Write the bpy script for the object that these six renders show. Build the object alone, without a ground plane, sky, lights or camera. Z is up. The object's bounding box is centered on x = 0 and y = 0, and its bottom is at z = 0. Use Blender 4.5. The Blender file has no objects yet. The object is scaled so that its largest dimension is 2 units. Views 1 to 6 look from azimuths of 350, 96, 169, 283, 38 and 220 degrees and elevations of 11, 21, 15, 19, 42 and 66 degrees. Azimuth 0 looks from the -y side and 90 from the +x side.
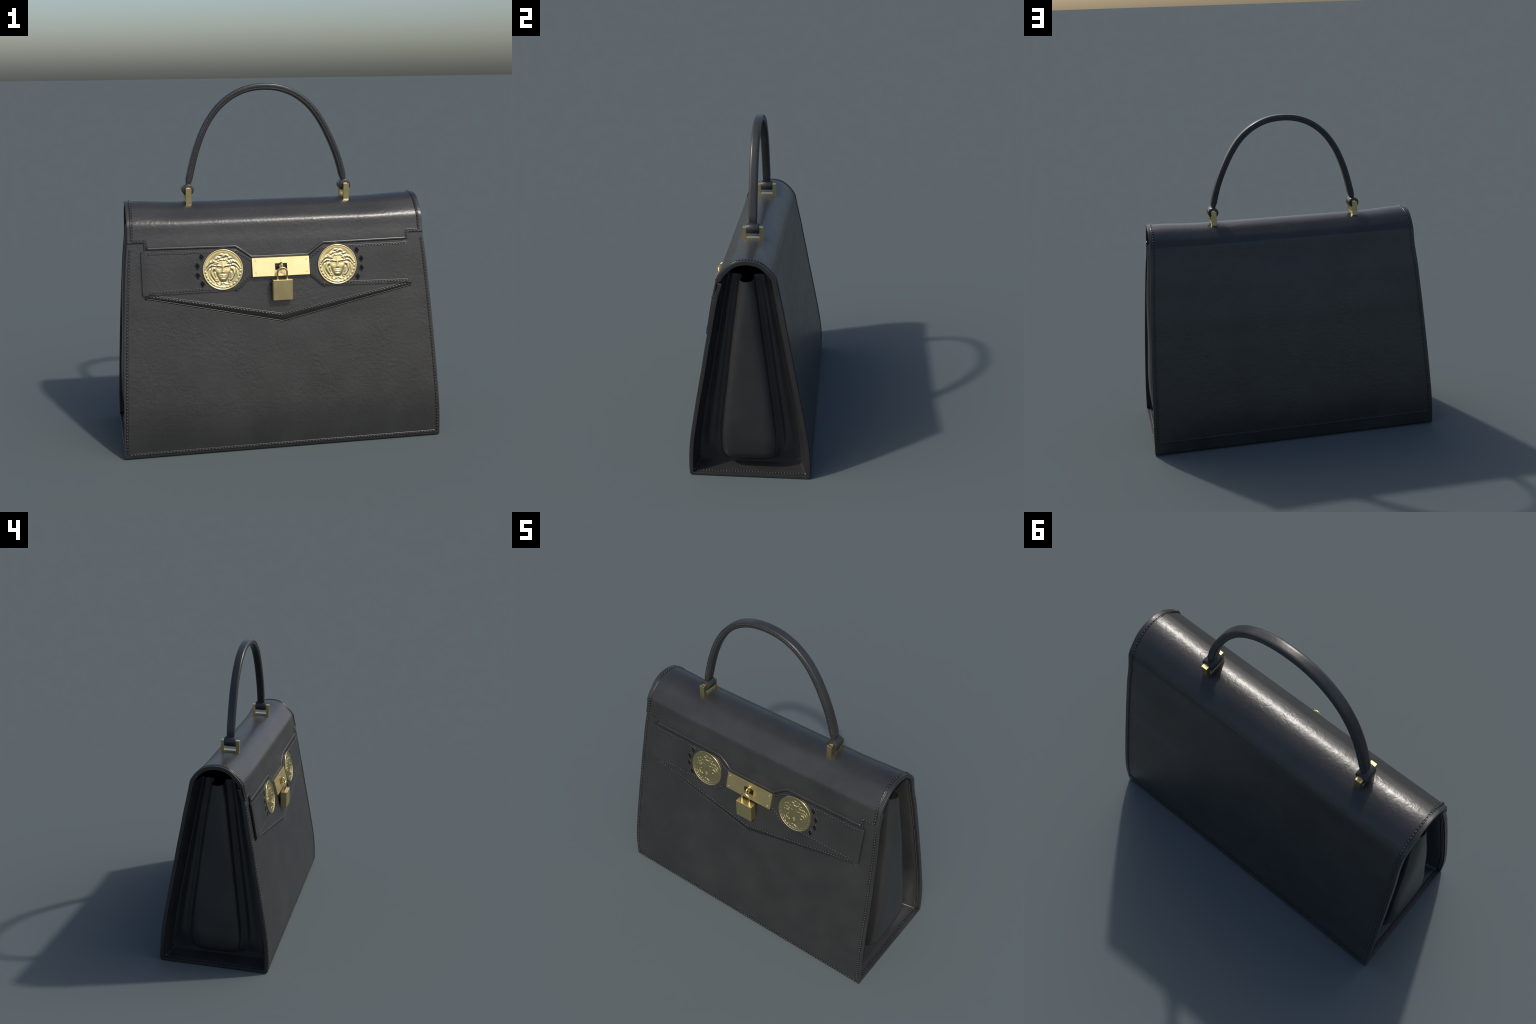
import bpy, bmesh, math, random
import numpy as np
from mathutils import Vector, Matrix

random.seed(7)
SCN = bpy.context.scene.collection

# ------------------------------------------------------------------ helpers
def hermite(xs, ys):
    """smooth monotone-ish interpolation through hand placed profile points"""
    xs = np.array(xs, float); ys = np.array(ys, float)
    d = np.diff(ys) / np.diff(xs)
    m = np.concatenate([[d[0]], (d[1:] + d[:-1]) / 2, [d[-1]]])
    def f(x):
        x = min(max(float(x), xs[0]), xs[-1])
        i = min(int(np.searchsorted(xs, x, side='right')) - 1, len(xs) - 2)
        h = xs[i + 1] - xs[i]; t = (x - xs[i]) / h
        return float((2*t**3-3*t**2+1)*ys[i] + (t**3-2*t**2+t)*h*m[i]
                     + (-2*t**3+3*t**2)*ys[i+1] + (t**3-t**2)*h*m[i+1])
    return f

def smooth01(a, b, x):
    t = min(max((x - a) / (b - a), 0.0), 1.0)
    return t * t * (3 - 2 * t)

def lerp(a, b, t):
    return a + (b - a) * t

ROOT = bpy.data.objects.new("leather_handbag", None)
ROOT["label"] = "black leather top-handle handbag with gold medallions and padlock"
ROOT["category"] = "handbag"
SCN.objects.link(ROOT)

def add_obj(name, mesh, mat=None, parent=None, smooth=True, angle=None):
    if mat is not None:
        mesh.materials.clear(); mesh.materials.append(mat)
    ob = bpy.data.objects.new(name, mesh)
    SCN.objects.link(ob)
    ob.parent = parent or ROOT
    if smooth:
        mesh.polygons.foreach_set("use_smooth", [True] * len(mesh.polygons))
        if angle is not None:
            mesh.set_sharp_from_angle(angle=math.radians(angle))
    return ob

def bm_mesh(bm, name):
    me = bpy.data.meshes.new(name)
    bmesh.ops.recalc_face_normals(bm, faces=bm.faces)
    bm.to_mesh(me); bm.free()
    return me

def grid_solid(outer, inner, bevel=0.0, segs=2):
    """closed slab between two equally shaped point grids"""
    bm = bmesh.new()
    R, Cn = len(outer), len(outer[0])
    vo = [[bm.verts.new(p) for p in row] for row in outer]
    vi = [[bm.verts.new(p) for p in row] for row in inner]
    for r in range(R - 1):
        for c in range(Cn - 1):
            bm.faces.new((vo[r][c], vo[r][c+1], vo[r+1][c+1], vo[r+1][c]))
            bm.faces.new((vi[r][c], vi[r+1][c], vi[r+1][c+1], vi[r][c+1]))
    loop = [(0, c) for c in range(Cn)] + [(r, Cn-1) for r in range(1, R)] + \
           [(R-1, c) for c in range(Cn-2, -1, -1)] + [(r, 0) for r in range(R-2, 0, -1)]
    n = len(loop); rim = []
    for k in range(n):
        a, b = loop[k], loop[(k+1) % n]
        bm.faces.new((vo[a[0]][a[1]], vi[a[0]][a[1]], vi[b[0]][b[1]], vo[b[0]][b[1]]))
        rim.append((vo[a[0]][a[1]], vo[b[0]][b[1]]))
    if bevel > 0:
        bm.edges.ensure_lookup_table()
        es = [bm.edges.get(e) for e in rim]
        bmesh.ops.bevel(bm, geom=[e for e in es if e], offset=bevel, segments=segs,
                        affect='EDGES', profile=0.5, clamp_overlap=True)
    return bm

def box_bm(bm, cx, cy, cz, sx, sy, sz, bevel=0.0, segs=2, rot=None):
    m = Matrix.Translation((cx, cy, cz))
    if rot is not None:
        m = m @ rot
    m = m @ Matrix.Diagonal((sx, sy, sz, 1))
    g = bmesh.ops.create_cube(bm, size=1.0, matrix=m)
    if bevel > 0:
        vs = set(g['verts'])
        es = [e for e in bm.edges if e.verts[0] in vs and e.verts[1] in vs]
        bmesh.ops.bevel(bm, geom=es, offset=bevel, segments=segs, affect='EDGES', profile=0.5)

def tube_bm(bm, pts, rad, n=10, closed=False, ref=Vector((0, 1, 0)), caps=True):
    """sweep a circle (or a list of (a, b) section points) along pts"""
    pts = [Vector(p) for p in pts]
    N = len(pts); rings = []
    for i, p in enumerate(pts):
        if closed:
            t = pts[(i+1) % N] - pts[i-1]
        else:
            t = pts[min(i+1, N-1)] - pts[max(i-1, 0)]
        t.normalize()
        s = (ref - t * ref.dot(t)).normalized()
        q = t.cross(s)
        sec = rad(i / max(N-1, 1)) if callable(rad) else [
            (rad*math.cos(2*math.pi*k/n), rad*math.sin(2*math.pi*k/n)) for k in range(n)]
        rings.append([bm.verts.new(p + s*a + q*b) for a, b in sec])
    m = len(rings[0])
    for i in range(N if closed else N-1):
        A, B = rings[i], rings[(i+1) % N]
        for k in range(m):
            bm.faces.new((A[k], A[(k+1) % m], B[(k+1) % m], B[k]))
    if caps and not closed:
        bm.faces.new(rings[0][::-1]); bm.faces.new(rings[-1])

# ------------------------------------------------------------------ materials
def new_mat(name):
    m = bpy.data.materials.new(name); m.use_nodes = True
    nt = m.node_tree
    bsdf = nt.nodes["Principled BSDF"]
    return m, nt, bsdf

def leather_material(name, base, rough, bump=1.0, coarse=1.0):
    m, nt, b = new_mat(name)
    N, L = nt.nodes.new, nt.links.new
    co = N("ShaderNodeTexCoord")
    # mottled dye
    n1 = N("ShaderNodeTexNoise"); n1.inputs["Scale"].default_value = 4.5
    n1.inputs["Detail"].default_value = 6; n1.inputs["Roughness"].default_value = 0.62
    L(co.outputs["Object"], n1.inputs["Vector"])
    r1 = N("ShaderNodeValToRGB")
    lo = [c*0.80 for c in base]; hi = [base[0]*1.14, base[1]*1.14, base[2]*1.135]
    r1.color_ramp.elements[0].position = 0.33; r1.color_ramp.elements[0].color = (*lo, 1)
    r1.color_ramp.elements[1].position = 0.68; r1.color_ramp.elements[1].color = (*hi, 1)
    L(n1.outputs["Fac"], r1.inputs["Fac"]); L(r1.outputs["Color"], b.inputs["Base Color"])
    # roughness break-up
    n2 = N("ShaderNodeTexNoise"); n2.inputs["Scale"].default_value = 14
    n2.inputs["Detail"].default_value = 4
    L(co.outputs["Object"], n2.inputs["Vector"])
    mr = N("ShaderNodeMapRange")
    mr.inputs["To Min"].default_value = rough - 0.05; mr.inputs["To Max"].default_value = rough + 0.06
    L(n2.outputs["Fac"], mr.inputs["Value"]); L(mr.outputs["Result"], b.inputs["Roughness"])
    b.inputs["Specular IOR Level"].default_value = 0.5
    # grain: soft pebbles, drawn-out wrinkles and fine pores
    mp = N("ShaderNodeMapping"); mp.inputs["Scale"].default_value = (1.0, 1.0, 1.35)
    mp.inputs["Rotation"].default_value = (0.3, 0.5, 0.2)
    L(co.outputs["Object"], mp.inputs["Vector"])
    na = N("ShaderNodeTexNoise"); na.inputs["Scale"].default_value = 38
    na.inputs["Detail"].default_value = 3; na.inputs["Distortion"].default_value = 0.5
    L(mp.outputs["Vector"], na.inputs["Vector"])
    nb = N("ShaderNodeTexNoise"); nb.inputs["Scale"].default_value = 85
    nb.inputs["Detail"].default_value = 5; nb.inputs["Roughness"].default_value = 0.6
    L(mp.outputs["Vector"], nb.inputs["Vector"])
    nv = N("ShaderNodeTexVoronoi"); nv.feature = 'SMOOTH_F1'; nv.inputs["Scale"].default_value = 120
    L(co.outputs["Object"], nv.inputs["Vector"])
    bc = N("ShaderNodeBump")
    ms = N("ShaderNodeMapRange"); ms.inputs["From Min"].default_value = 0.35; ms.inputs["From Max"].default_value = 0.65
    ms.inputs["To Min"].default_value = 0.12*bump*coarse; ms.inputs["To Max"].default_value = 0.38*bump*coarse
    n3 = N("ShaderNodeTexNoise"); n3.inputs["Scale"].default_value = 6.0; n3.inputs["Detail"].default_value = 3
    L(co.outputs["Object"], n3.inputs["Vector"])
    L(n3.outputs["Fac"], ms.inputs["Value"]); L(ms.outputs["Result"], bc.inputs["Strength"])
    bc.inputs["Distance"].default_value = 0.012
    L(na.outputs["Fac"], bc.inputs["Height"])
    bf = N("ShaderNodeBump"); bf.inputs["Strength"].default_value = 0.17*bump
    bf.inputs["Distance"].default_value = 0.004
    L(nb.outputs["Fac"], bf.inputs["Height"]); L(bc.outputs["Normal"], bf.inputs["Normal"])
    bv = N("ShaderNodeBump"); bv.inputs["Strength"].default_value = 0.06*bump
    bv.inputs["Distance"].default_value = 0.002
    L(nv.outputs["Distance"], bv.inputs["Height"]); L(bf.outputs["Normal"], bv.inputs["Normal"])
    L(bv.outputs["Normal"], b.inputs["Normal"])
    return m

def gold_material(name, base, rough, bump=0.0):
    m, nt, b = new_mat(name)
    N, L = nt.nodes.new, nt.links.new
    b.inputs["Metallic"].default_value = 1.0
    co = N("ShaderNodeTexCoord")
    n1 = N("ShaderNodeTexNoise"); n1.inputs["Scale"].default_value = 22
    n1.inputs["Detail"].default_value = 4
    L(co.outputs["Object"], n1.inputs["Vector"])
    r1 = N("ShaderNodeValToRGB")
    r1.color_ramp.elements[0].position = 0.3
    r1.color_ramp.elements[0].color = (base[0]*0.94, base[1]*0.93, base[2]*0.90, 1)
    r1.color_ramp.elements[1].position = 0.7
    r1.color_ramp.elements[1].color = (base[0], base[1], base[2], 1)
    L(n1.outputs["Fac"], r1.inputs["Fac"]); L(r1.outputs["Color"], b.inputs["Base Color"])
    mr = N("ShaderNodeMapRange")
    mr.inputs["To Min"].default_value = rough - 0.03; mr.inputs["To Max"].default_value = rough + 0.04
    L(n1.outputs["Fac"], mr.inputs["Value"]); L(mr.outputs["Result"], b.inputs["Roughness"])
    return m

LEATHER = leather_material("black_leather", (0.0280, 0.0282, 0.0281), 0.315, bump=0.42)
LEATHER_SMOOTH = leather_material("smooth_black_leather", (0.0280, 0.0282, 0.0281), 0.32, bump=0.22)
SEAM = leather_material("seam_leather_darkened", (0.011, 0.011, 0.011), 0.30, bump=0.2)  # base darkened below LEATHER so groove shading is painted into the strip
THREAD = leather_material("black_thread", (0.050, 0.050, 0.050), 0.28, bump=0.2)
PIT = leather_material("pit_near_black", (0.006, 0.006, 0.006), 0.28, bump=0.2)
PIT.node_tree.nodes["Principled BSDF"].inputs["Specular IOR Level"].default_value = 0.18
GOLD = gold_material("polished_gold", (0.79, 0.645, 0.325), 0.26)
GOLD_RELIEF = gold_material("struck_gold", (0.79, 0.645, 0.325), 0.24)
GOLD_SATIN = gold_material("satin_gold", (0.79, 0.65, 0.33), 0.375)

# ------------------------------------------------------------------ bag profile
Z_CREASE = 1.258
half_depth = hermite(
    [0.02, 0.10, 0.18, 0.25, 0.35, 0.47, 0.60, 0.72, 0.80, 0.93, 1.05, 1.15, 1.258],
    [0.3635, 0.3630, 0.3580, 0.3500, 0.3340, 0.3130, 0.2890, 0.2665, 0.2530, 0.2285, 0.2075, 0.1875, 0.1665])
half_width = hermite(
    [0.0, 0.155, 0.25, 0.40, 0.58, 0.75, 0.93, 1.05, 1.155, 1.26, 1.37],
    [0.8955, 0.8935, 0.8900, 0.8840, 0.8755, 0.8660, 0.8545, 0.8455, 0.8350, 0.832, 0.832])
ARCH = [(0.1665, 1.258), (0.146, 1.289), (0.121, 1.317), (0.087, 1.3455), (0.044, 1.3625), (0.0, 1.3675)]
arch_z = hermite([-a[0] for a in ARCH] + [a[0] for a in ARCH[-2::-1]],
                 [a[1] for a in ARCH] + [a[1] for a in ARCH[-2::-1]])

def flap_off(z):          # how far the front flap stands off the front panel
    return 0.0095 * smooth01(Z_CREASE, 1.13, z)

def front_point(x, z, off=0.0):
    e = 1e-3
    s = (half_depth(z + e) - half_depth(z - e)) / (2 * e)
    n = Vector((0, -1, -s)).normalized()
    return Vector((x, -half_depth(z), z)) + n * off, n

def back_point(x, z, off=0.0):
    p, n = front_point(x, z, 0)
    n = Vector((0, -n.y, n.z)); p.y = -p.y
    return p + n * off, n

def settle(x, y, z):
    """the unsupported middle of the top roll sags a little and rounds off"""
    if z < 0.55: return (x, y, z)
    m = smooth01(0.80, 0.50, abs(x))
    y2 = y*(1 - 0.036*m*smooth01(0.03, 0.12, y)*math.exp(-((z - 1.15)/0.18)**2))
    y2 *= 1 + 0.034*smooth01(-0.05, -0.13, y)*math.exp(-((z - 1.262)/0.048)**2)
    return (x, y2, z - 0.0125*m*smooth01(1.22, 1.345, z))

NOTCH_X, NOTCH_Z = 0.745, 1.157
V_SIDE_Z, V_TIP_Z = 0.868, 0.728
def flap_edge(x):
    return lerp(V_TIP_Z, V_SIDE_Z, min(abs(x) / NOTCH_X, 1.0))

# ------------------------------------------------------------------ outer shell: front panel, base, back panel, flap
def build_shell():
    # rows: (y, z, tag, thickness, normal)
    rows = []
    def panel_in(z):
        return -0.011 * smooth01(1.150, 1.235, z)
    zs = list(np.linspace(1.235, 0.02, 110))
    for z in zs:
        p, n = front_point(0, z, panel_in(z))
        rows.append([p.y, p.z, 0, 0.022])
    r = 0.016; yc = 0.3635 - r
    for k in range(1, 7):
        a = math.pi/2 * k / 6
        rows.append([-(yc + r*math.cos(a)), r - r*math.sin(a) + 0.0*k, 1, 0.017])
    for y in np.linspace(-yc, yc, 40)[1:]:
        rows.append([y, 0.0, 1, 0.017])
    for k in range(1, 7):
        a = math.pi/2 * (1 - k / 6)
        rows.append([(yc + r*math.cos(a)), r - r*math.sin(a), 1, 0.017])
    for z in list(np.linspace(0.02, Z_CREASE, 110)):
        rows.append([half_depth(z), z, 2, 0.024])
    for t in np.linspace(0, math.pi, 46)[1:]:
        y = 0.1665 * math.cos(t)
        rows.append([y, arch_z(y), 3, 0.024])
    for z in np.linspace(Z_CREASE, NOTCH_Z, 14)[1:]:
        p, n = front_point(0, z, flap_off(z))
        rows.append([p.y, p.z, 3, lerp(0.024, 0.0075, smooth01(Z_CREASE, 1.235, z))])
    # ease the creases where the top roll meets the front and the back
    for zc_sign, its, reach in ((-1, 28, 0.075), (1, 5, 0.03)):
        idx = [i for i, q in enumerate(rows) if 0 < i < len(rows)-1 and q[0]*zc_sign > 0.05
               and abs(q[1] - Z_CREASE) < reach and (q[2] == 3 or zc_sign > 0)]
        for _ in range(its):
            new = {i: ((rows[i-1][0] + 2*rows[i][0] + rows[i+1][0])/4,
                       (rows[i-1][1] + 2*rows[i][1] + rows[i+1][1])/4) for i in idx}
            for i, v in new.items():
                rows[i][0], rows[i][1] = v
    # columns as a fraction of the half width
    kx = NOTCH_X / half_width(NOTCH_Z)
    half = [1.0, 0.993, 0.986, 0.972, 0.955, 0.925, kx + 0.006, kx, kx - 0.006, kx - 0.02]
    half += list(np.linspace(kx - 0.04, 0, 40))
    cols = [-v for v in half] + half[-2::-1]
    # profile normals
    P = np.array([[q[0], q[1]] for q in rows])
    T = np.zeros_like(P); T[1:-1] = P[2:] - P[:-2]; T[0] = P[1]-P[0]; T[-1] = P[-1]-P[-2]
    T /= np.linalg.norm(T, axis=1)[:, None]
    NRM = np.stack([T[:, 1], -T[:, 0]], 1)
    # front goes downward: outward is -y
    NRM = np.where((NRM[:1, 0] < 0), NRM, -NRM)
    bm = bmesh.new()
    VO, VI = [], []
    for (y, z, tag, th), nn in zip(rows, NRM):
        X = half_width(z)
        VO.append([bm.verts.new(settle(X*c, y, z)) for c in cols])
        VI.append([bm.verts.new(settle(X*c, y - nn[0]*th, z - nn[1]*th)) for c in cols])
    tags = [q[2] for q in rows]
    keep = [[True]*(len(cols)-1) for _ in range(len(rows)-1)]
    # flap below the notch: only the middle columns go on, down to the V edge
    X = half_width(NOTCH_Z)
    steps = 44
    for k in range(1, steps + 1):
        t = k / steps
        ro, ri = [], []
        for c in cols:
            x = X * c
            if abs(c) > kx + 1e-6:
                ro.append(None); ri.append(None); continue
            z = lerp(NOTCH_Z, flap_edge(x), t)
            p, n = front_point(x, z, flap_off(z))
            ro.append(bm.verts.new(p)); ri.append(bm.verts.new(p - n*0.0075))
        VO.append(ro); VI.append(ri); tags.append(3)
        keep.append([ro[i] is not None and ro[i+1] is not None for i in range(len(cols)-1)])
    fo = {}
    for r in range(len(VO)-1):
        for c in range(len(cols)-1):
            if not keep[r][c]:
                continue
            f = bm.faces.new((VO[r][c], VO[r][c+1], VO[r+1][c+1], VO[r+1][c]))
            g = bm.faces.new((VI[r][c], VI[r+1][c], VI[r+1][c+1], VI[r][c+1]))
            f.material_index = g.material_index = tags[r+1]
            fo[(r, c)] = f
    twin = {}
    for ro, ri in zip(VO, VI):
        for a, b in zip(ro, ri):
            if a is not None: twin[a] = b
    bedges = []
    for f in list(fo.values()):
        for e in f.edges:
            if len(e.link_faces) == 1:
                bedges.append((e.verts[0], e.verts[1], f.material_index))
    wide_o, thin_o = [], []
    for a, b, tg in bedges:
        q = bm.faces.new((a, b, twin[b], twin[a])); q.material_index = tg
        thick = (a.co - twin[a].co).length
        tgt = wide_o if thick > 0.015 else thin_o
        tgt.append(bm.edges.get((a, b))); tgt.append(bm.edges.get((twin[a], twin[b])))
    bmesh.ops.recalc_face_normals(bm, faces=bm.faces)
    bmesh.ops.bevel(bm, geom=wide_o, offset=0.0085, segments=4, affect='EDGES', profile=0.5, clamp_overlap=True)
    thin_o = [e for e in thin_o if e.is_valid]
    bmesh.ops.bevel(bm, geom=thin_o, offset=0.0028, segments=2, affect='EDGES', profile=0.5, clamp_overlap=True)
    for f in bm.faces: f.smooth = True
    bm.normal_update()
    normals = {}
    # separate by region, sharing the whole shell's vertex normals
    names = ["front_panel", "base_panel", "back_panel", "flap"]
    bm.verts.index_update(); bm.verts.ensure_lookup_table()
    for tg, nm in enumerate(names):
        fs = [f for f in bm.faces if f.material_index == tg]
        idx = {}; vs = []; ns = []; polys = []
        for f in fs:
            poly = []
            for v in f.verts:
                if v.index not in idx:
                    idx[v.index] = len(vs); vs.append(v.co.copy()); ns.append(v.normal.copy())
                poly.append(idx[v.index])
            polys.append(poly)
        me = bpy.data.meshes.new(nm)
        me.from_pydata(vs, [], polys)
        me.polygons.foreach_set("use_smooth", [True]*len(polys))
        me.normals_split_custom_set_from_vertices(ns)
        add_obj(nm, me, LEATHER)
    bm.free()
build_shell()

# ------------------------------------------------------------------ stitching
STITCH = bmesh.new()
SEAMS = bmesh.new()

def resample(pts, step):
    """pts: list of (point, normal) -> evenly spaced list of (p, n, tangent)"""
    P = [p for p, n in pts]; Nn = [n for p, n in pts]
    acc = [0.0]
    for a, b in zip(P[:-1], P[1:]): acc.append(acc[-1] + (b - a).length)
    k = max(2, int(round(acc[-1] / step)))
    out = []
    for i in range(k + 1):
        s = acc[-1] * i / k
        j = min(max(int(np.searchsorted(acc, s, side='right')) - 1, 0), len(P) - 2)
        t = (s - acc[j]) / max(acc[j+1] - acc[j], 1e-9)
        out.append((P[j].lerp(P[j+1], t), Nn[j].lerp(Nn[j+1], t).normalized(), (P[j+1]-P[j]).normalized()))
    return out

def bead(bm, c, t, n, ln, wd, ht):
    s = n.cross(t).normalized()
    rings = []
    for u, k in ((-1, 0.35), (-0.6, 0.92), (0.0, 1.0), (0.6, 0.92), (1, 0.35)):
        rings.append([bm.verts.new(c + t*(u*ln/2) + s*(math.cos(a)*wd/2*k) + n*(math.sin(a)*ht*k))
                      for a in [2*math.pi*j/6 for j in range(6)]])
    for A, B in zip(rings[:-1], rings[1:]):
        for k in range(6):
            bm.faces.new((A[k], A[(k+1) % 6], B[(k+1) % 6], B[k]))
    bm.faces.new(rings[0][::-1]); bm.faces.new(rings[-1])

def seam(pts, pitch=0.0178, lip=0.0028, width=0.0076, groove=True, size=1.0):
    """a sewn line: two low lips of pressed leather with a row of thread beads between"""
    res = resample(pts, 0.012)
    if groove:
        prof = [(-width, -0.0012), (-width*0.62, lip), (-width*0.30, 0.0002), (width*0.30, 0.0002),
                (width*0.62, lip), (width, -0.0012)]
        rings = []
        for p, n, t in res:
            s = n.cross(t).normalized()
            rings.append([SEAMS.verts.new(p + s*a + n*b) for a, b in prof])
        for A, B in zip(rings[:-1], rings[1:]):
            for k in range(len(prof)-1):
                SEAMS.faces.new((A[k], A[k+1], B[k+1], B[k]))
    res = resample(pts, pitch)
    for (p0, n0, t0), (p1, n1, t1) in zip(res[:-1], res[1:]):
        c = (p0 + p1) / 2 + (n0 * 0.0008)
        j = random.uniform(-0.12, 0.12)
        s = n0.cross(t0)
        bead(STITCH, c, (t0 + s*j).normalized(), n0, pitch*0.62*random.uniform(0.9, 1.08), 0.0076*size, 0.0046*size)

def frange(a, b, n):
    return [lerp(a, b, i/(n-1)) for i in range(n)]

# front panel: sides and bottom edge
for sgn in (-1, 1):
    seam([front_point(sgn*(half_width(z) - 0.016), z) for z in frange(1.128, 0.030, 60)])
seam([front_point(x, 0.026) for x in frange(-0.868, 0.868, 40)])
# flap sides: over the arch from the front notch to the back, then down the back edge
for sgn in (-1, 1):
    path = [front_point(sgn*(half_width(z) - 0.024), z, flap_off(z)) for z in frange(1.170, Z_CREASE - 0.004, 8)]
    for t in np.linspace(math.pi, 0, 40):
        y = 0.1665*math.cos(t) * 0.998; e = 1e-3
        ya, yb = max(y-e, -0.1665), min(y+e, 0.1665)
        n = Vector((0, -(arch_z(yb)-arch_z(ya))/(yb-ya), 1)).normalized()
        path.append((Vector((sgn*0.807, y, arch_z(y))), n))
    path = [(Vector(settle(*p)) + n*(0.0016 if p.y < -0.05 else 0.0), n) for p, n in path]
    path += [back_point(sgn*(half_width(z) - 0.022), z) for z in frange(Z_CREASE - 0.01, 0.090, 60)]
    seam(path)
    # notch of the flap
    zt = NOTCH_Z + 0.012
    seam([front_point(sgn*x, zt, flap_off(zt)) for x in frange(0.806, NOTCH_X - 0.012, 6)])
    seam([front_point(sgn*(NOTCH_X - 0.012), z, flap_off(z)) for z in frange(zt, 1.118, 5)])
# back panel, just above the base strip
seam([back_point(x, 0.084) for x in frange(-0.868, 0.868, 40)])
# base leather turned up over the back panel
bo, bi = [], []
for z in (0.012, 0.02, 0.04, 0.06, 0.072):
    X = half_width(z) - 0.006
    bo.append([back_point(X*c, max(z, 0.02), 0.0042)[0] + Vector((0, 0, min(z - 0.02, 0))) for c in frange(-1, 1, 60)])
    bi.append([back_point(X*c, max(z, 0.02), -0.004)[0] + Vector((0, 0, min(z - 0.02, 0))) for c in frange(-1, 1, 60)])
add_obj("base_band", bm_mesh(grid_solid(bo, bi, 0.0016, 2), "base_band"), LEATHER, angle=18)
# V shaped flap edge
vpath = [front_point(x, flap_edge(x) + 0.012, flap_off(0.8)) for x in frange(-0.735, 0, 30)] + \
        [front_point(x, flap_edge(x) + 0.012, flap_off(0.8)) for x in frange(0, 0.735, 30)[1:]]
seam(vpath)

# ------------------------------------------------------------------ dark sloping band below the V edge
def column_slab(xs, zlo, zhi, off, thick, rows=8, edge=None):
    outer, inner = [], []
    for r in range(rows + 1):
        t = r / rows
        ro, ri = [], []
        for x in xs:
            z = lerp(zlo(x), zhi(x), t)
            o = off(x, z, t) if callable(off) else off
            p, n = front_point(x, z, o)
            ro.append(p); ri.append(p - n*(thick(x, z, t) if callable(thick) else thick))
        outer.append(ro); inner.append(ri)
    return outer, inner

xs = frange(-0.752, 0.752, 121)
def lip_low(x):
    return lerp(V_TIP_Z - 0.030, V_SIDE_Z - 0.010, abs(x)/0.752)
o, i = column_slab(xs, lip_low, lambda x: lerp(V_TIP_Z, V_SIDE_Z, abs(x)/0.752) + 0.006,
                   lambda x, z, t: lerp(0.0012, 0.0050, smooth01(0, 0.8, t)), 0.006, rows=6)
add_obj("flap_edge_dark_band", bm_mesh(grid_solid(o, i, 0.0008, 2), "flap_edge_dark_band"), SEAM, angle=40)
# thin broken line at the band's lower side, modelled as two ridges
bm = bmesh.new()
crease = [front_point(x, lip_low(x) + 0.006, 0.0022)[0] for x in xs]
tube_bm(bm, crease, 0.0026, n=8)
crease2 = [front_point(x, lip_low(x) - 0.002, 0.0)[0] for x in xs]
tube_bm(bm, crease2, 0.0016, n=8)
add_obj("flap_edge_ridge", bm_mesh(bm, "flap_edge_ridge"), LEATHER_SMOOTH)

# ------------------------------------------------------------------ strap belt across the front
S_END = 0.762
STR_HI, STR_LO = 1.112, 0.878
MID_HI, MID_LO = 1.050, 0.950
def belt_z(x, hi):
    a = abs(x)
    full, mid = (STR_HI, MID_HI) if hi else (STR_LO, MID_LO)
    if a <= 0.160: return mid
    if a <= 0.245: return lerp(mid, full if not hi else 1.106, (a - 0.160)/0.085)
    return lerp(1.106, full, (a-0.245)/(S_END-0.245)) if hi else lerp(0.884, full, (a-0.245)/(S_END-0.245))

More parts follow.
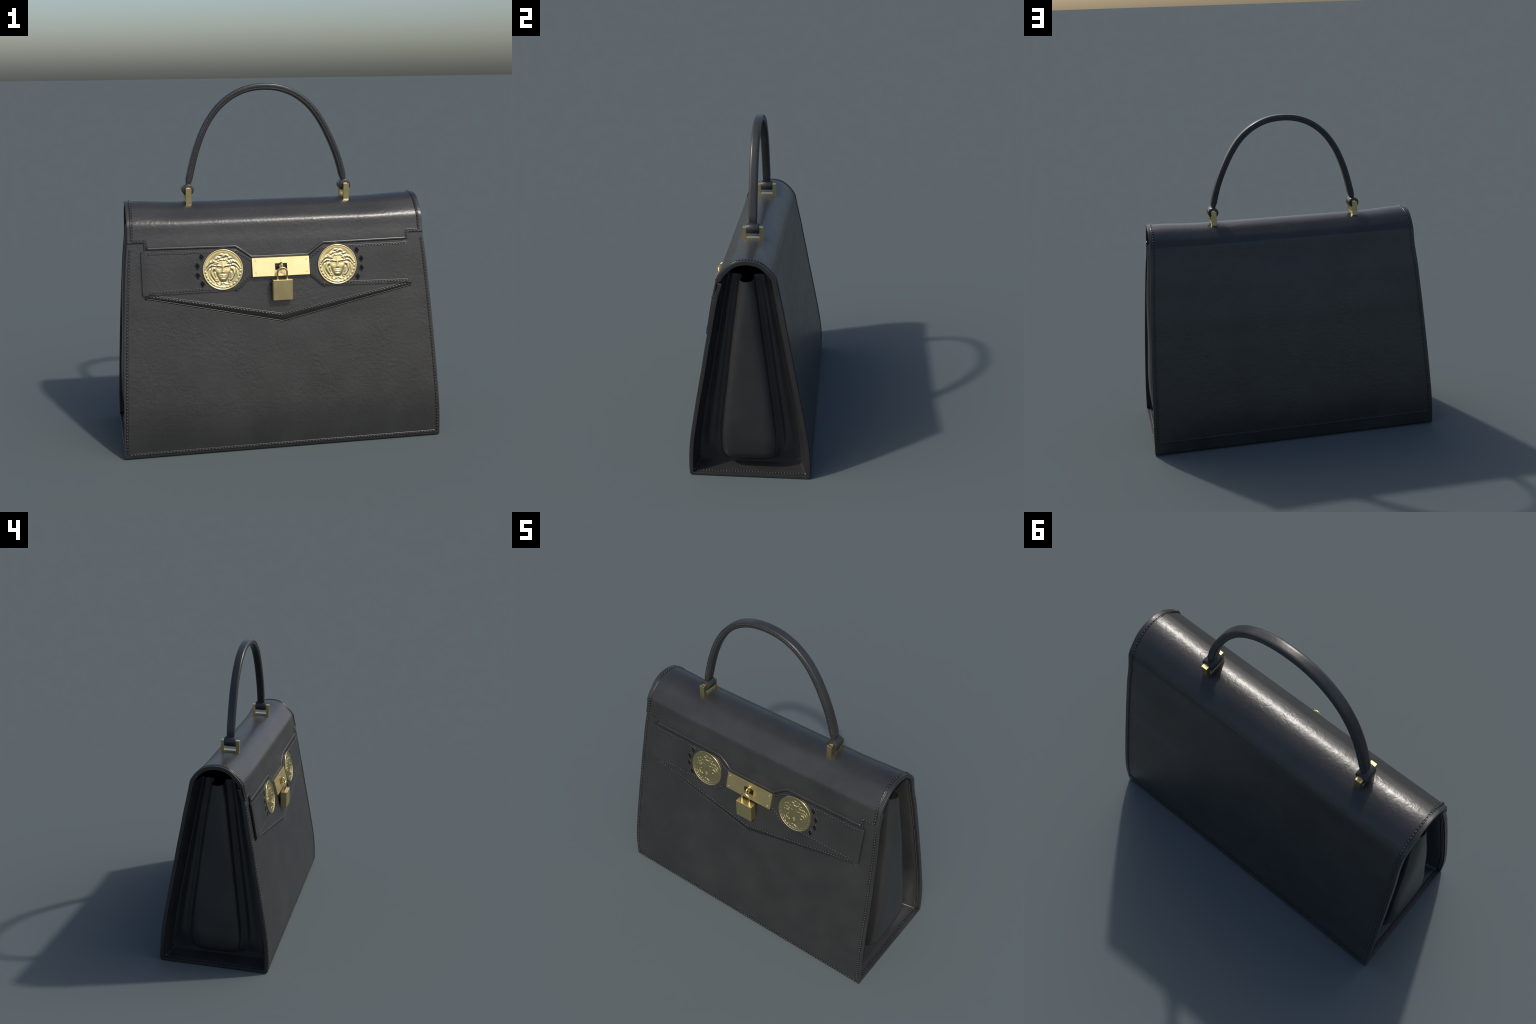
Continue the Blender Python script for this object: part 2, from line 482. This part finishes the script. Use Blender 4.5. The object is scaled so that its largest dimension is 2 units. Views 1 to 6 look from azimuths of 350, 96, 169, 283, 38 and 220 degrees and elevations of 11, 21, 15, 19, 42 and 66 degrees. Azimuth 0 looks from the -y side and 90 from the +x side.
def build_belt():
    half = [0.0, 0.05, 0.10, 0.15, 0.160] + frange(0.160, 0.245, 8)[1:] + frange(0.245, 0.735, 36)[1:] \
        + [0.742, 0.749, 0.756, S_END]
    xs = [-h for h in half[:0:-1]] + half
    def off(x, z, t):
        e = smooth01(S_END + 0.02, S_END - 0.045, abs(x))
        return lerp(0.0150, 0.0188, e)
    def thick(x, z, t):
        return off(x, z, t) - 0.0045
    o, i = column_slab(xs, lambda x: belt_z(x, False), lambda x: belt_z(x, True), off, thick, rows=16)
    me = bm_mesh(grid_solid(o, i, 0.0035, 3), "strap")
    ob = add_obj("strap", me, LEATHER, angle=18)
    # dark diamonds beside each medallion: near-black plates lying just proud of the strap, thin rims, small raised centres
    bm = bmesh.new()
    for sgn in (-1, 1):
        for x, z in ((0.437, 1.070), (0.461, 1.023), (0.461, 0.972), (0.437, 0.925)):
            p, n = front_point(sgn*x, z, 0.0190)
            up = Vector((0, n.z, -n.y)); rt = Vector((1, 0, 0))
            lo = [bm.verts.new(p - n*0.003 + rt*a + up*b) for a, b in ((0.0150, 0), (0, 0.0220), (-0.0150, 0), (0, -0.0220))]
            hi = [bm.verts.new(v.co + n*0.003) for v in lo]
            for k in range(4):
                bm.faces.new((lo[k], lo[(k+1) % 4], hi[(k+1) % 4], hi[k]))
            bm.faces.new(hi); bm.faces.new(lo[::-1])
    add_obj("dark_diamond_plate", bm_mesh(bm, "dark_diamond_plate"), PIT, parent=ob, smooth=False)
    bm = bmesh.new()
    for sgn in (-1, 1):
        for x, z in ((0.437, 1.070), (0.461, 1.023), (0.461, 0.972), (0.437, 0.925)):
            p, n = front_point(sgn*x, z, 0.0186)
            up = Vector((0, n.z, -n.y)); rt = Vector((1, 0, 0))
            q = [p + rt*a + up*b for a, b in ((0.0155, 0), (0, 0.0225), (-0.0155, 0), (0, -0.0225))]
            loop = []
            for k in range(4):
                loop += [q[k].lerp(q[(k+1) % 4], t) for t in (0.08, 0.5, 0.92)]
            tube_bm(bm, loop, 0.0024, n=8, closed=True, ref=Vector((0, -1, 0.2)))
    add_obj("perforation_rim", bm_mesh(bm, "perforation_rim"), LEATHER_SMOOTH, parent=ob)
    # little pyramid studs modelling the inner glint, on top of each perforation
    pm = bmesh.new()
    base = [pm.verts.new(c) for c in ((0.0078, 0, 0), (0, 0.0122, 0), (-0.0078, 0, 0), (0, -0.0122, 0))]
    mid = [pm.verts.new((v.co.x*0.5, v.co.y*0.5, 0.0028)) for v in base]
    for k in range(4):
        pm.faces.new((base[k], base[(k+1) % 4], mid[(k+1) % 4], mid[k]))
    pm.faces.new(mid); pm.faces.new(base[::-1])
    pme = bm_mesh(pm, "diamond_stud"); pme.materials.append(PIT)
    first = None
    for sgn in (-1, 1):
        for x, z in ((0.437, 1.070), (0.461, 1.023), (0.461, 0.972), (0.437, 0.925)):
            p, n = front_point(sgn*x, z, 0.0191)
            d = bpy.data.objects.new("diamond_stud", pme) if first is None else first.copy()
            first = first or d
            SCN.objects.link(d); d.parent = ob
            up = Vector((0, n.z, -n.y))
            d.matrix_world = Matrix((Vector((1, 0, 0)).to_4d(), up.to_4d(), n.to_4d(), (0, 0, 0, 1))).transposed()
            m = Matrix.Identity(4)
            m.col[0][:3] = (1, 0, 0); m.col[1][:3] = up; m.col[2][:3] = n; m.col[3][:3] = p
            d.matrix_world = m
    return ob
STRAP = build_belt()

# strap stitching, inset from its long edges
for sgn in (-1, 1):
    for hi in (True, False):
        k = -0.0135 if hi else 0.0140
        seam([front_point(sgn*x, belt_z(x, hi) + k, 0.0185) for x in
              [0.165, 0.19, 0.22, 0.243] + frange(0.26, 0.728, 20)], size=0.9)
# raised piping on the flap that frames the strap from above
bm = bmesh.new()
pp = []
for x in [-0.735] + frange(-0.72, -0.25, 20) + [-0.245, -0.20, -0.160] + frange(-0.12, 0.12, 7) + \
        [0.160, 0.20, 0.245] + frange(0.25, 0.72, 20) + [0.735]:
    z = belt_z(x, True) + (0.014 if abs(x) > 0.16 else 0.010)
    pp.append(front_point(x, z, flap_off(z) + 0.0012)[0])
tube_bm(bm, pp, lambda t: [(0.0055*math.cos(a), 0.0085*math.sin(a)) for a in [2*math.pi*k/10 for k in range(10)]],
        ref=Vector((0, -1, 0.2)))
add_obj("strap_piping", bm_mesh(bm, "strap_piping"), LEATHER_SMOOTH)

# ------------------------------------------------------------------ gussets (folded side walls) and their centre tongues
def tongue_half(z):
    return TONGUE(z)
TONGUE = hermite([0.062, 0.070, 0.085, 0.12, 0.17, 0.24, 0.40, 0.60, 0.80, 1.00, 1.25],
                 [0.108, 0.128, 0.143, 0.155, 0.160, 0.160, 0.145, 0.121, 0.097, 0.072, 0.040])
TONGUE_X = hermite([0.062, 0.080, 0.12, 0.20, 0.32, 0.60, 0.90, 1.25],
                   [0.796, 0.822, 0.856, 0.878, 0.884, 0.872, 0.862, 0.832])

def build_gusset(sgn):
    """two folded strips, front and back, running from the rim in to the sides of the centre tongue"""
    zs = [0.015, 0.019, 0.022, 0.026, 0.031, 0.038, 0.048, 0.062] + frange(0.082, 1.255, 70)
    us = frange(0, 1, 34)
    for k in (-1, 1):
        outer, inner = [], []
        for z in zs:
            zz = max(z, 0.03)
            W = half_depth(zz) - 0.019; X = half_width(z)
            T = tongue_half(zz) - 0.004 if z > 0.066 else 0.0
            span = W - T
            ro, ri = [], []
            for u in us:
                dw = span*u**1.4
                y = k*(W - dw) - 0.003
                dt = span - dw
                d = 0.024 + 0.090*smooth01(0.0, 0.040, dw) - (0.022*smooth01(0.045, 0.0, dt) if T > 0 else 0.0)
                d -= 0.016*math.exp(-((dw - 0.58*span)/(0.20*span))**2)*smooth01(0.06, 0.2, z)
                d = min(d, 0.024 + 0.096*smooth01(0.0155, 0.040, z))
                ro.append(Vector((sgn*(X - d), y, z))); ri.append(Vector((sgn*(X - d - 0.006), y, z)))
            outer.append(ro); inner.append(ri)
        add_obj("gusset", bm_mesh(grid_solid(outer, inner), "gusset"), LEATHER, angle=60)
    # tongue: flat front with rounded edges and sides that run back into the folds
    outer, inner = [], []
    zs = frange(0.062, 0.20, 18) + frange(0.22, 1.240, 60)
    vs = [math.sin(math.pi/2*k/14) for k in range(-14, 15)]
    for z in zs:
        T = tongue_half(z); Xc = TONGUE_X(z)
        p = lerp(7.0, 2.2, smooth01(0.3, 1.25, z)); b = lerp(0.026, 0.030, smooth01(0.3, 1.25, z))
        back = half_width(z) - 0.100
        xe = Xc - b
        ro, ri = [], []
        for t in (1.0, 0.66, 0.33):
            ro.append(Vector((sgn*lerp(xe, min(back, xe - 0.01), t), -T*(1 - 0.03*t) - 0.003, z)))
        for v in vs:
            ro.append(Vector((sgn*(Xc - b*abs(v)**p), T*v - 0.003, z)))
        for t in (0.33, 0.66, 1.0):
            ro.append(Vector((sgn*lerp(xe, min(back, xe - 0.01), t), T*(1 - 0.03*t) - 0.003, z)))
        for q in ro:
            f = min(1.0, abs(q.y + 0.003)/T)
            ri.append(Vector((q.x - sgn*0.005*(1 - f**4), (q.y + 0.003)*lerp(1, (T - 0.005)/T, f) - 0.003, z)))
        outer.append(ro); inner.append(ri)
    add_obj("gusset_tongue", bm_mesh(grid_solid(outer, inner), "gusset_tongue"), LEATHER_SMOOTH, angle=55)
    # stitching on the inner floor rim
    up = Vector((0, 0, 1))
    seam([(Vector((sgn*0.870, y, 0.0188)), up) for y in frange(-0.325, 0.325, 20)], size=0.9)
    for k in (-1, 1):     # and along the inside of the side rims
        pts = []
        for z in frange(0.05, 1.22, 40):
            p, n = front_point(sgn*(half_width(z) - 0.018), z, -0.0235)
            pts.append((Vector((p.x, -k*p.y, p.z)), Vector((0, k*n.y, -n.z)) if True else n))
        seam(pts, size=0.8)
for s in (1, -1):
    build_gusset(s)

def flush_stuff():
    me = bm_mesh(STITCH, "stitching"); o1 = add_obj("stitching", me, THREAD); o1["kind"] = "stuff"
    me = bpy.data.meshes.new("stitched_seam"); SEAMS.to_mesh(me); SEAMS.free()
    o2 = add_obj("stitched_seam", me, SEAM); o2["kind"] = "stuff"
flush_stuff()

# ------------------------------------------------------------------ handle
HX, HY = -0.030, -0.004
HANDLE = [(-0.447, 1.442), (-0.443, 1.465), (-0.410, 1.592), (-0.373, 1.691), (-0.326, 1.785), (-0.262, 1.871),
          (-0.181, 1.935), (-0.093, 1.9705), (0.0, 1.9810)]
HANDLE = HANDLE + [(-x, z) for x, z in HANDLE[-2::-1]]
acc = [0.0]
for a, b in zip(HANDLE[:-1], HANDLE[1:]):
    acc.append(acc[-1] + math.hypot(b[0]-a[0], b[1]-a[1]))
hx = hermite(acc, [p[0] for p in HANDLE]); hz = hermite(acc, [p[1] for p in HANDLE])
def handle_pt(t):
    z = hz(t*acc[-1])
    return Vector((HX - 0.009*smooth01(1.50, 1.80, z) + hx(t*acc[-1]), HY, z))
def handle_section(t):
    # rounded top, flatter sides with a pressed seam; pinched where it enters the loops
    e = min(t, 1-t)*acc[-1]
    k = lerp(0.62, 1.0, smooth01(0.0, 0.045, e))
    out = []
    n = 48
    for j in range(n):
        a = 2*math.pi*j/n
        c, s = math.cos(a), math.sin(a)
        p = 4.2
        r = 1.0/((abs(c)**p + abs(s)**p)**(1/p))
        g = 1 - 0.07*math.exp(-((s*r + 0.30)/0.10)**2) * (abs(c) > 0.5)
        out.append((0.0258*c*r*g, 0.0190*s*r*k))
    return out
bm = bmesh.new()
tube_bm(bm, [handle_pt(t) for t in frange(0, 1, 120)], handle_section, ref=Vector((0, 1, 0)))
add_obj("handle", bm_mesh(bm, "handle"), LEATHER_SMOOTH, angle=60)
# stitching down both sides of the handle
bm = bmesh.new(); STITCH = bm
SEAMS = bmesh.new()
for k in (-1, 1):
    pts = []
    for t in frange(0.03, 0.97, 90):
        p = handle_pt(t); q = (handle_pt(min(t+0.004, 1)) - handle_pt(max(t-0.004, 0))).normalized()
        up = Vector((-q.z, 0, q.x)) * (1 if q.x >= 0 or True else 1)
        if up.z < 0 and abs(q.x) > 0.05: up = -up
        pts.append((p + Vector((0, k*0.0248, 0)) + up*0.0045, Vector((0, k, 0))))
    seam(pts, pitch=0.013, groove=False, size=0.75)
SEAMS.free()
me = bm_mesh(bm, "handle_stitching"); o = add_obj("handle_stitching", me, THREAD); o["kind"] = "stuff"

# loops and gold rings that carry the handle
def build_loop_mesh():
    bm = bmesh.new()
    R, r, y0, y1 = 0.0325, 0.0165, -0.0385, 0.0385
    n = 36
    prof = [(r, y0), (R-0.006, y0), (R-0.002, y0+0.002), (R, y0+0.006), (R, y1-0.006), (R-0.002, y1-0.002),
            (R-0.006, y1), (r, y1)]
    rings = [[bm.verts.new((p[0]*math.cos(2*math.pi*k/n), p[1], p[0]*math.sin(2*math.pi*k/n))) for p in prof]
             for k in range(n)]
    for k in range(n):
        A, B = rings[k], rings[(k+1) % n]
        for j in range(len(prof)):
            bm.faces.new((A[j], A[(j+1) % len(prof)], B[(j+1) % len(prof)], B[j]))
    return bm_mesh(bm, "handle_loop")

def build_ring_mesh():
    bm = bmesh.new()
    for y in (-0.0500, 0.0500):
        box_bm(bm, 0, y, 1.3835, 0.032, 0.0215, 0.095, 0.0009, 1)
    box_bm(bm, 0, 0, 1.3565, 0.0315, 0.0800, 0.018, 0.0008, 1)
    g = bmesh.ops.create_cone(bm, cap_ends=True, segments=24, radius1=0.0150, radius2=0.0150, depth=0.082,
                              matrix=Matrix.Translation((0, 0, 1.422)) @ Matrix.Rotation(math.pi/2, 4, 'X'))
    return bm_mesh(bm, "handle_ring")
LOOP, RING = build_loop_mesh(), build_ring_mesh()
for me in (LOOP, RING):
    me.polygons.foreach_set("use_smooth", [True]*len(me.polygons))
    me.set_sharp_from_angle(angle=math.radians(30))
LOOP.materials.append(LEATHER_SMOOTH); RING.materials.append(GOLD)
for k, sgn in enumerate((-1, 1)):
    x = HX + sgn*0.4500
    for nm, me, loc in (("handle_loop", LOOP, (x, HY, 1.421)), ("handle_ring", RING, (x, HY, 0))):
        o = bpy.data.objects.new(nm, me); o.location = loc
        SCN.objects.link(o); o.parent = ROOT

# ------------------------------------------------------------------ medallions: struck relief of a face in flowing hair
def medallion_height(u, v):
    """relief height (0..1) of a classical face framed by flowing hair in a dished coin"""
    r = math.hypot(u, v)
    m = abs(u); sd = 1 if u >= 0 else -1
    def blob(cx, cy, rx, ry, a, rot=0.0, p=2.0):
        dx, dy = u - cx, v - cy
        if rot:
            c, s = math.cos(rot), math.sin(rot); dx, dy = dx*c + dy*s, -dx*s + dy*c
        q = (dx/rx)**2 + (dy/ry)**2
        return a*math.exp(-q**(p/2)) if q < 10 else 0.0
    def pair(cx, cy, rx, ry, a, rot=0.0):
        dx, dy = m - cx, v - cy
        if rot:
            c, s = math.cos(rot), math.sin(rot); dx, dy = dx*c + dy*s, -dx*s + dy*c
        q = (dx/rx)**2 + (dy/ry)**2
        return a*math.exp(-q) if q < 10 else 0.0
    def strand(pts, w, a):
        best = 9.0
        for (x0, y0), (x1, y1) in zip(pts[:-1], pts[1:]):
            dx, dy = x1-x0, y1-y0
            t = min(max(((u-x0)*dx + (v-y0)*dy)/(dx*dx+dy*dy), 0), 1)
            best = min(best, (u-x0-t*dx)**2 + (v-y0-t*dy)**2)
        return a*math.exp(-best/(w*w))
    def S(pts):      # mirror a strand to this side of the face and round its bends
        for _ in range(2):
            q = [pts[0]]
            for (x0, y0), (x1, y1) in zip(pts[:-1], pts[1:]):
                q += [(0.75*x0 + 0.25*x1, 0.75*y0 + 0.25*y1), (0.25*x0 + 0.75*x1, 0.25*y0 + 0.75*y1)]
            pts = q + [pts[-1]]
        return [(sd*x, y) for x, y in pts]
    # dished ground rising to the rim
    ground = 0.62*smooth01(0.50, 0.93, r)
    # face: broad brow narrowing to the chin
    face = blob(0, -0.04, 0.40 - 0.24*max(0.0, min(0.6, 0.05 - v)), 0.56, 0.72, 0, 6)
    face += blob(0, 0.07, 0.055, 0.22, 0.40) + blob(0, -0.12, 0.070, 0.060, 0.30)
    face -= pair(0.185, 0.085, 0.105, 0.060, 0.50)
    face += pair(0.180, 0.080, 0.070, 0.034, 0.34)
    face += pair(0.190, 0.190, 0.150, 0.042, 0.34, 0.18)
    face += pair(0.235, -0.09, 0.085, 0.090, 0.14)
    face -= pair(0.125, -0.19, 0.030, 0.070, 0.10, 0.5)
    face -= blob(0, -0.195, 0.070, 0.024, 0.34)
    face += blob(0, -0.268, 0.092, 0.026, 0.28) + blob(0, -0.330, 0.075, 0.028, 0.28)
    face -= blob(0, -0.299, 0.105, 0.012, 0.36) + blob(0, -0.385, 0.080, 0.026, 0.22)
    face += blob(0, -0.470, 0.095, 0.065, 0.26)
    # crown of curls
    hair = 0.0
    for k in range(8):
        a = math.radians(34 + 16*k); rr = 0.63 + 0.05*((k*37) % 5 - 2)/2
        hair = max(hair, blob(rr*math.cos(a)*0.80, rr*math.sin(a)*1.08 + 0.03, 0.165, 0.080, 0.95, 0.5*math.sin(2.3*k) + 0.25*(a - 1.57)))
    for k in range(6):
        a = math.radians(34 + 22.5*k)
        hair = max(hair, blob(0.43*math.cos(a), 0.40*math.sin(a) + 0.09, 0.165, 0.066, 0.90, a*0.5 - 0.8 + 0.5*(-1)**k))
    # wing like locks, then long strands falling beside the face and knotting below the chin
    for pts, w, a in (
            ([(0.26, 0.34), (0.48, 0.42), (0.70, 0.33), (0.84, 0.14)], 0.085, 0.92),
            ([(0.36, 0.20), (0.54, 0.25), (0.70, 0.14), (0.80, 0.00)], 0.060, 0.78),
            ([(0.42, 0.06), (0.52, 0.04), (0.58, -0.14), (0.50, -0.32), (0.36, -0.52)], 0.070, 0.84),
            ([(0.66, 0.02), (0.72, -0.16), (0.66, -0.38), (0.48, -0.60)], 0.058, 0.76),
            ([(0.82, -0.06), (0.82, -0.24), (0.72, -0.48), (0.54, -0.68)], 0.046, 0.62),
            ([(0.40, -0.16), (0.38, -0.34), (0.26, -0.52), (0.34, -0.66), (0.20, -0.76), (0.05, -0.66)], 0.052, 0.72),
            ([(0.40, -0.68), (0.24, -0.82), (0.06, -0.84)], 0.040, 0.60)):
        hair = max(hair, strand(S(pts), w, a))
    # strands are combed: fine grooves run along the locks
    hair *= 1.0 - 0.22*(0.5 + 0.5*math.sin(46*r + 5*math.sin(3.1*math.atan2(v + 0.1, m + 1e-6)) + 9*u*v))
    h = max(ground, face*smooth01(0.75, 0.62, r), hair)
    ang = math.degrees(math.atan2(v, u))
    if 0.83 < r < 0.915 and (ang < 5 or ang > 175):
        q = (ang % 12)/12
        h = max(h, 0.62 + 0.30*smooth01(0.1, 0.25, q)*smooth01(0.9, 0.75, q)*smooth01(0.83, 0.85, r)*smooth01(0.915, 0.895, r))
    h = lerp(h, 0.62, smooth01(0.90, 0.925, r))
    return max(h, 1.0*smooth01(0.925, 0.950, r))

def build_medallion():
    R, NR, NA = 0.1115, 84, 220
    bm = bmesh.new()
    base, amp = 0.0085, 0.0054
    cen = bm.verts.new((0, 0, base + amp*medallion_height(0, 0)))
    prev = None; rings = []
    for i in range(1, NR + 1):
        rr = i/NR*0.985
        ring = []
        for k in range(NA):
            a = 2*math.pi*k/NA
            u, v = rr*math.cos(a), rr*math.sin(a)
            ring.append(bm.verts.new((R*u, R*v, base + amp*medallion_height(u, v))))
        rings.append(ring)
    top = base + amp*0.95
    for rr, z in ((0.996, top - 0.0006), (1.0, top - 0.0022), (1.0, 0.0)):
        rings.append([bm.verts.new((R*rr*math.cos(2*math.pi*k/NA), R*rr*math.sin(2*math.pi*k/NA), z)) for k in range(NA)])
    for k in range(NA):
        bm.faces.new((cen, rings[0][k], rings[0][(k+1) % NA]))
    for A, B in zip(rings[:-1], rings[1:]):
        for k in range(NA):
            bm.faces.new((A[k], B[k], B[(k+1) % NA], A[(k+1) % NA]))
    bm.faces.new(rings[-1][::-1])
    me = bm_mesh(bm, "medallion"); me.materials.append(GOLD_RELIEF)
    me.polygons.foreach_set("use_smooth", [True]*len(me.polygons))
    me.set_sharp_from_angle(angle=math.radians(60))
    return me

def frame_at(x, z, off, up_tilt=0.0):
    p, n = front_point(x, z, off)
    up = Vector((0, n.z, -n.y))
    m = Matrix.Identity(4)
    m.col[0][:3] = (1, 0, 0); m.col[1][:3] = up; m.col[2][:3] = n; m.col[3][:3] = p
    return m

MED = build_medallion()
for x in (-0.322, 0.322):
    o = bpy.data.objects.new("medallion", MED); SCN.objects.link(o); o.parent = ROOT
    o.matrix_world = frame_at(x, 0.998, 0.0125)

# ------------------------------------------------------------------ clasp plate, staple, padlock
PF = frame_at(0, 0.9990, -0.0030) @ Matrix.Rotation(math.radians(-5.5), 4, "X")
def build_plate():
    bm = bmesh.new()
    box_bm(bm, 0, -0.0005, 0.022, 0.322, 0.104, 0.026, 0.0010, 1)
    ob = add_obj("clasp_plate", bm_mesh(bm, "clasp_plate"), GOLD_SATIN)
    bm = bmesh.new()
    box_bm(bm, 0.0, -0.001, 0.036, 0.068, 0.036, 0.032)
    for x, y in ((-0.143, 0.034), (0.143, 0.034), (-0.143, -0.034), (0.143, -0.034), (0, 0.036), (0, -0.034)):
        bmesh.ops.create_cone(bm, cap_ends=True, segments=20, radius1=0.0045, radius2=0.0070, depth=0.006,
                              matrix=Matrix.Translation((x, y, 0.0365)))
    cut = add_obj("plate_cutter", bm_mesh(bm, "plate_cutter"), GOLD_SATIN, smooth=False)
    md = ob.modifiers.new("cut", 'BOOLEAN'); md.object = cut; md.solver = 'EXACT'
    dg = bpy.context.evaluated_depsgraph_get()
    me = bpy.data.meshes.new_from_object(ob.evaluated_get(dg))
    ob.modifiers.clear(); ob.data = me; bpy.data.objects.remove(cut)
    me.polygons.foreach_set("use_smooth", [True]*len(me.polygons))
    me.set_sharp_from_angle(angle=math.radians(28))
    ob.matrix_world = PF
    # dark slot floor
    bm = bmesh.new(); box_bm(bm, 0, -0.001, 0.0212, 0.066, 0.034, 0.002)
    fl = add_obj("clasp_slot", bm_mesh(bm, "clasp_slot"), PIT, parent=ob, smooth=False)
    # rivets
    bm = bmesh.new()
    bmesh.ops.create_uvsphere(bm, u_segments=16, v_segments=8, radius=0.0036, matrix=Matrix.Diagonal((1, 1, 0.4, 1)))
    rm = bm_mesh(bm, "rivet"); rm.materials.append(GOLD)
    rm.polygons.foreach_set("use_smooth", [True]*len(rm.polygons))
    for x, y in ((-0.143, 0.034), (0.143, 0.034), (-0.143, -0.034), (0.143, -0.034), (0, 0.036), (0, -0.034)):
        o = bpy.data.objects.new("rivet", rm); SCN.objects.link(o); o.parent = ob; o.location = (x, y, 0.0336)
    # staple: turning post with a ring that the padlock hangs from
    bm = bmesh.new()
    pts = [(0, 0.019*math.cos(a) + 0.002, 0.041 + 0.019*math.sin(a)) for a in frange(0, 2*math.pi, 29)[:-1]]
    tube_bm(bm, pts, 0.0052, n=12, closed=True, ref=Vector((1, 0, 0)))
    bmesh.ops.create_cone(bm, cap_ends=True, segments=24, radius1=0.0125, radius2=0.0105, depth=0.014,
                          matrix=Matrix.Translation((0, 0.002, 0.0275)))
    add_obj("staple", bm_mesh(bm, "staple"), GOLD, parent=ob, angle=40)
    return ob
PLATE = build_plate()

def build_padlock():
    bm = bmesh.new()
    box_bm(bm, 0, -0.279, 0.8840, 0.110, 0.044, 0.113, 0.0018, 1)
    body = add_obj("padlock", bm_mesh(bm, "padlock"), GOLD_SATIN, angle=30)
    bm = bmesh.new()
    y0, y1 = -0.279, -0.281
    pts = [(-0.027, y0, 0.930), (-0.027, y0, 0.955), (-0.027, y0, 0.972)]
    pts += [(-0.027*math.cos(a), lerp(y0, y1, math.sin(a)), 0.976 + 0.030*math.sin(a)) for a in frange(0.08, math.pi-0.08, 21)]
    pts += [(0.027, y0, 0.972), (0.027, y0, 0.955), (0.027, y0, 0.930)]
    tube_bm(bm, pts, 0.0052, n=14)
    for sx in (-0.027, 0.027):
        bmesh.ops.create_cone(bm, cap_ends=True, segments=20, radius1=0.0085, radius2=0.0075, depth=0.005,
                              matrix=Matrix.Translation((sx, y0, 0.9420)))
    add_obj("shackle", bm_mesh(bm, "shackle"), GOLD, parent=body, angle=50)
build_padlock()
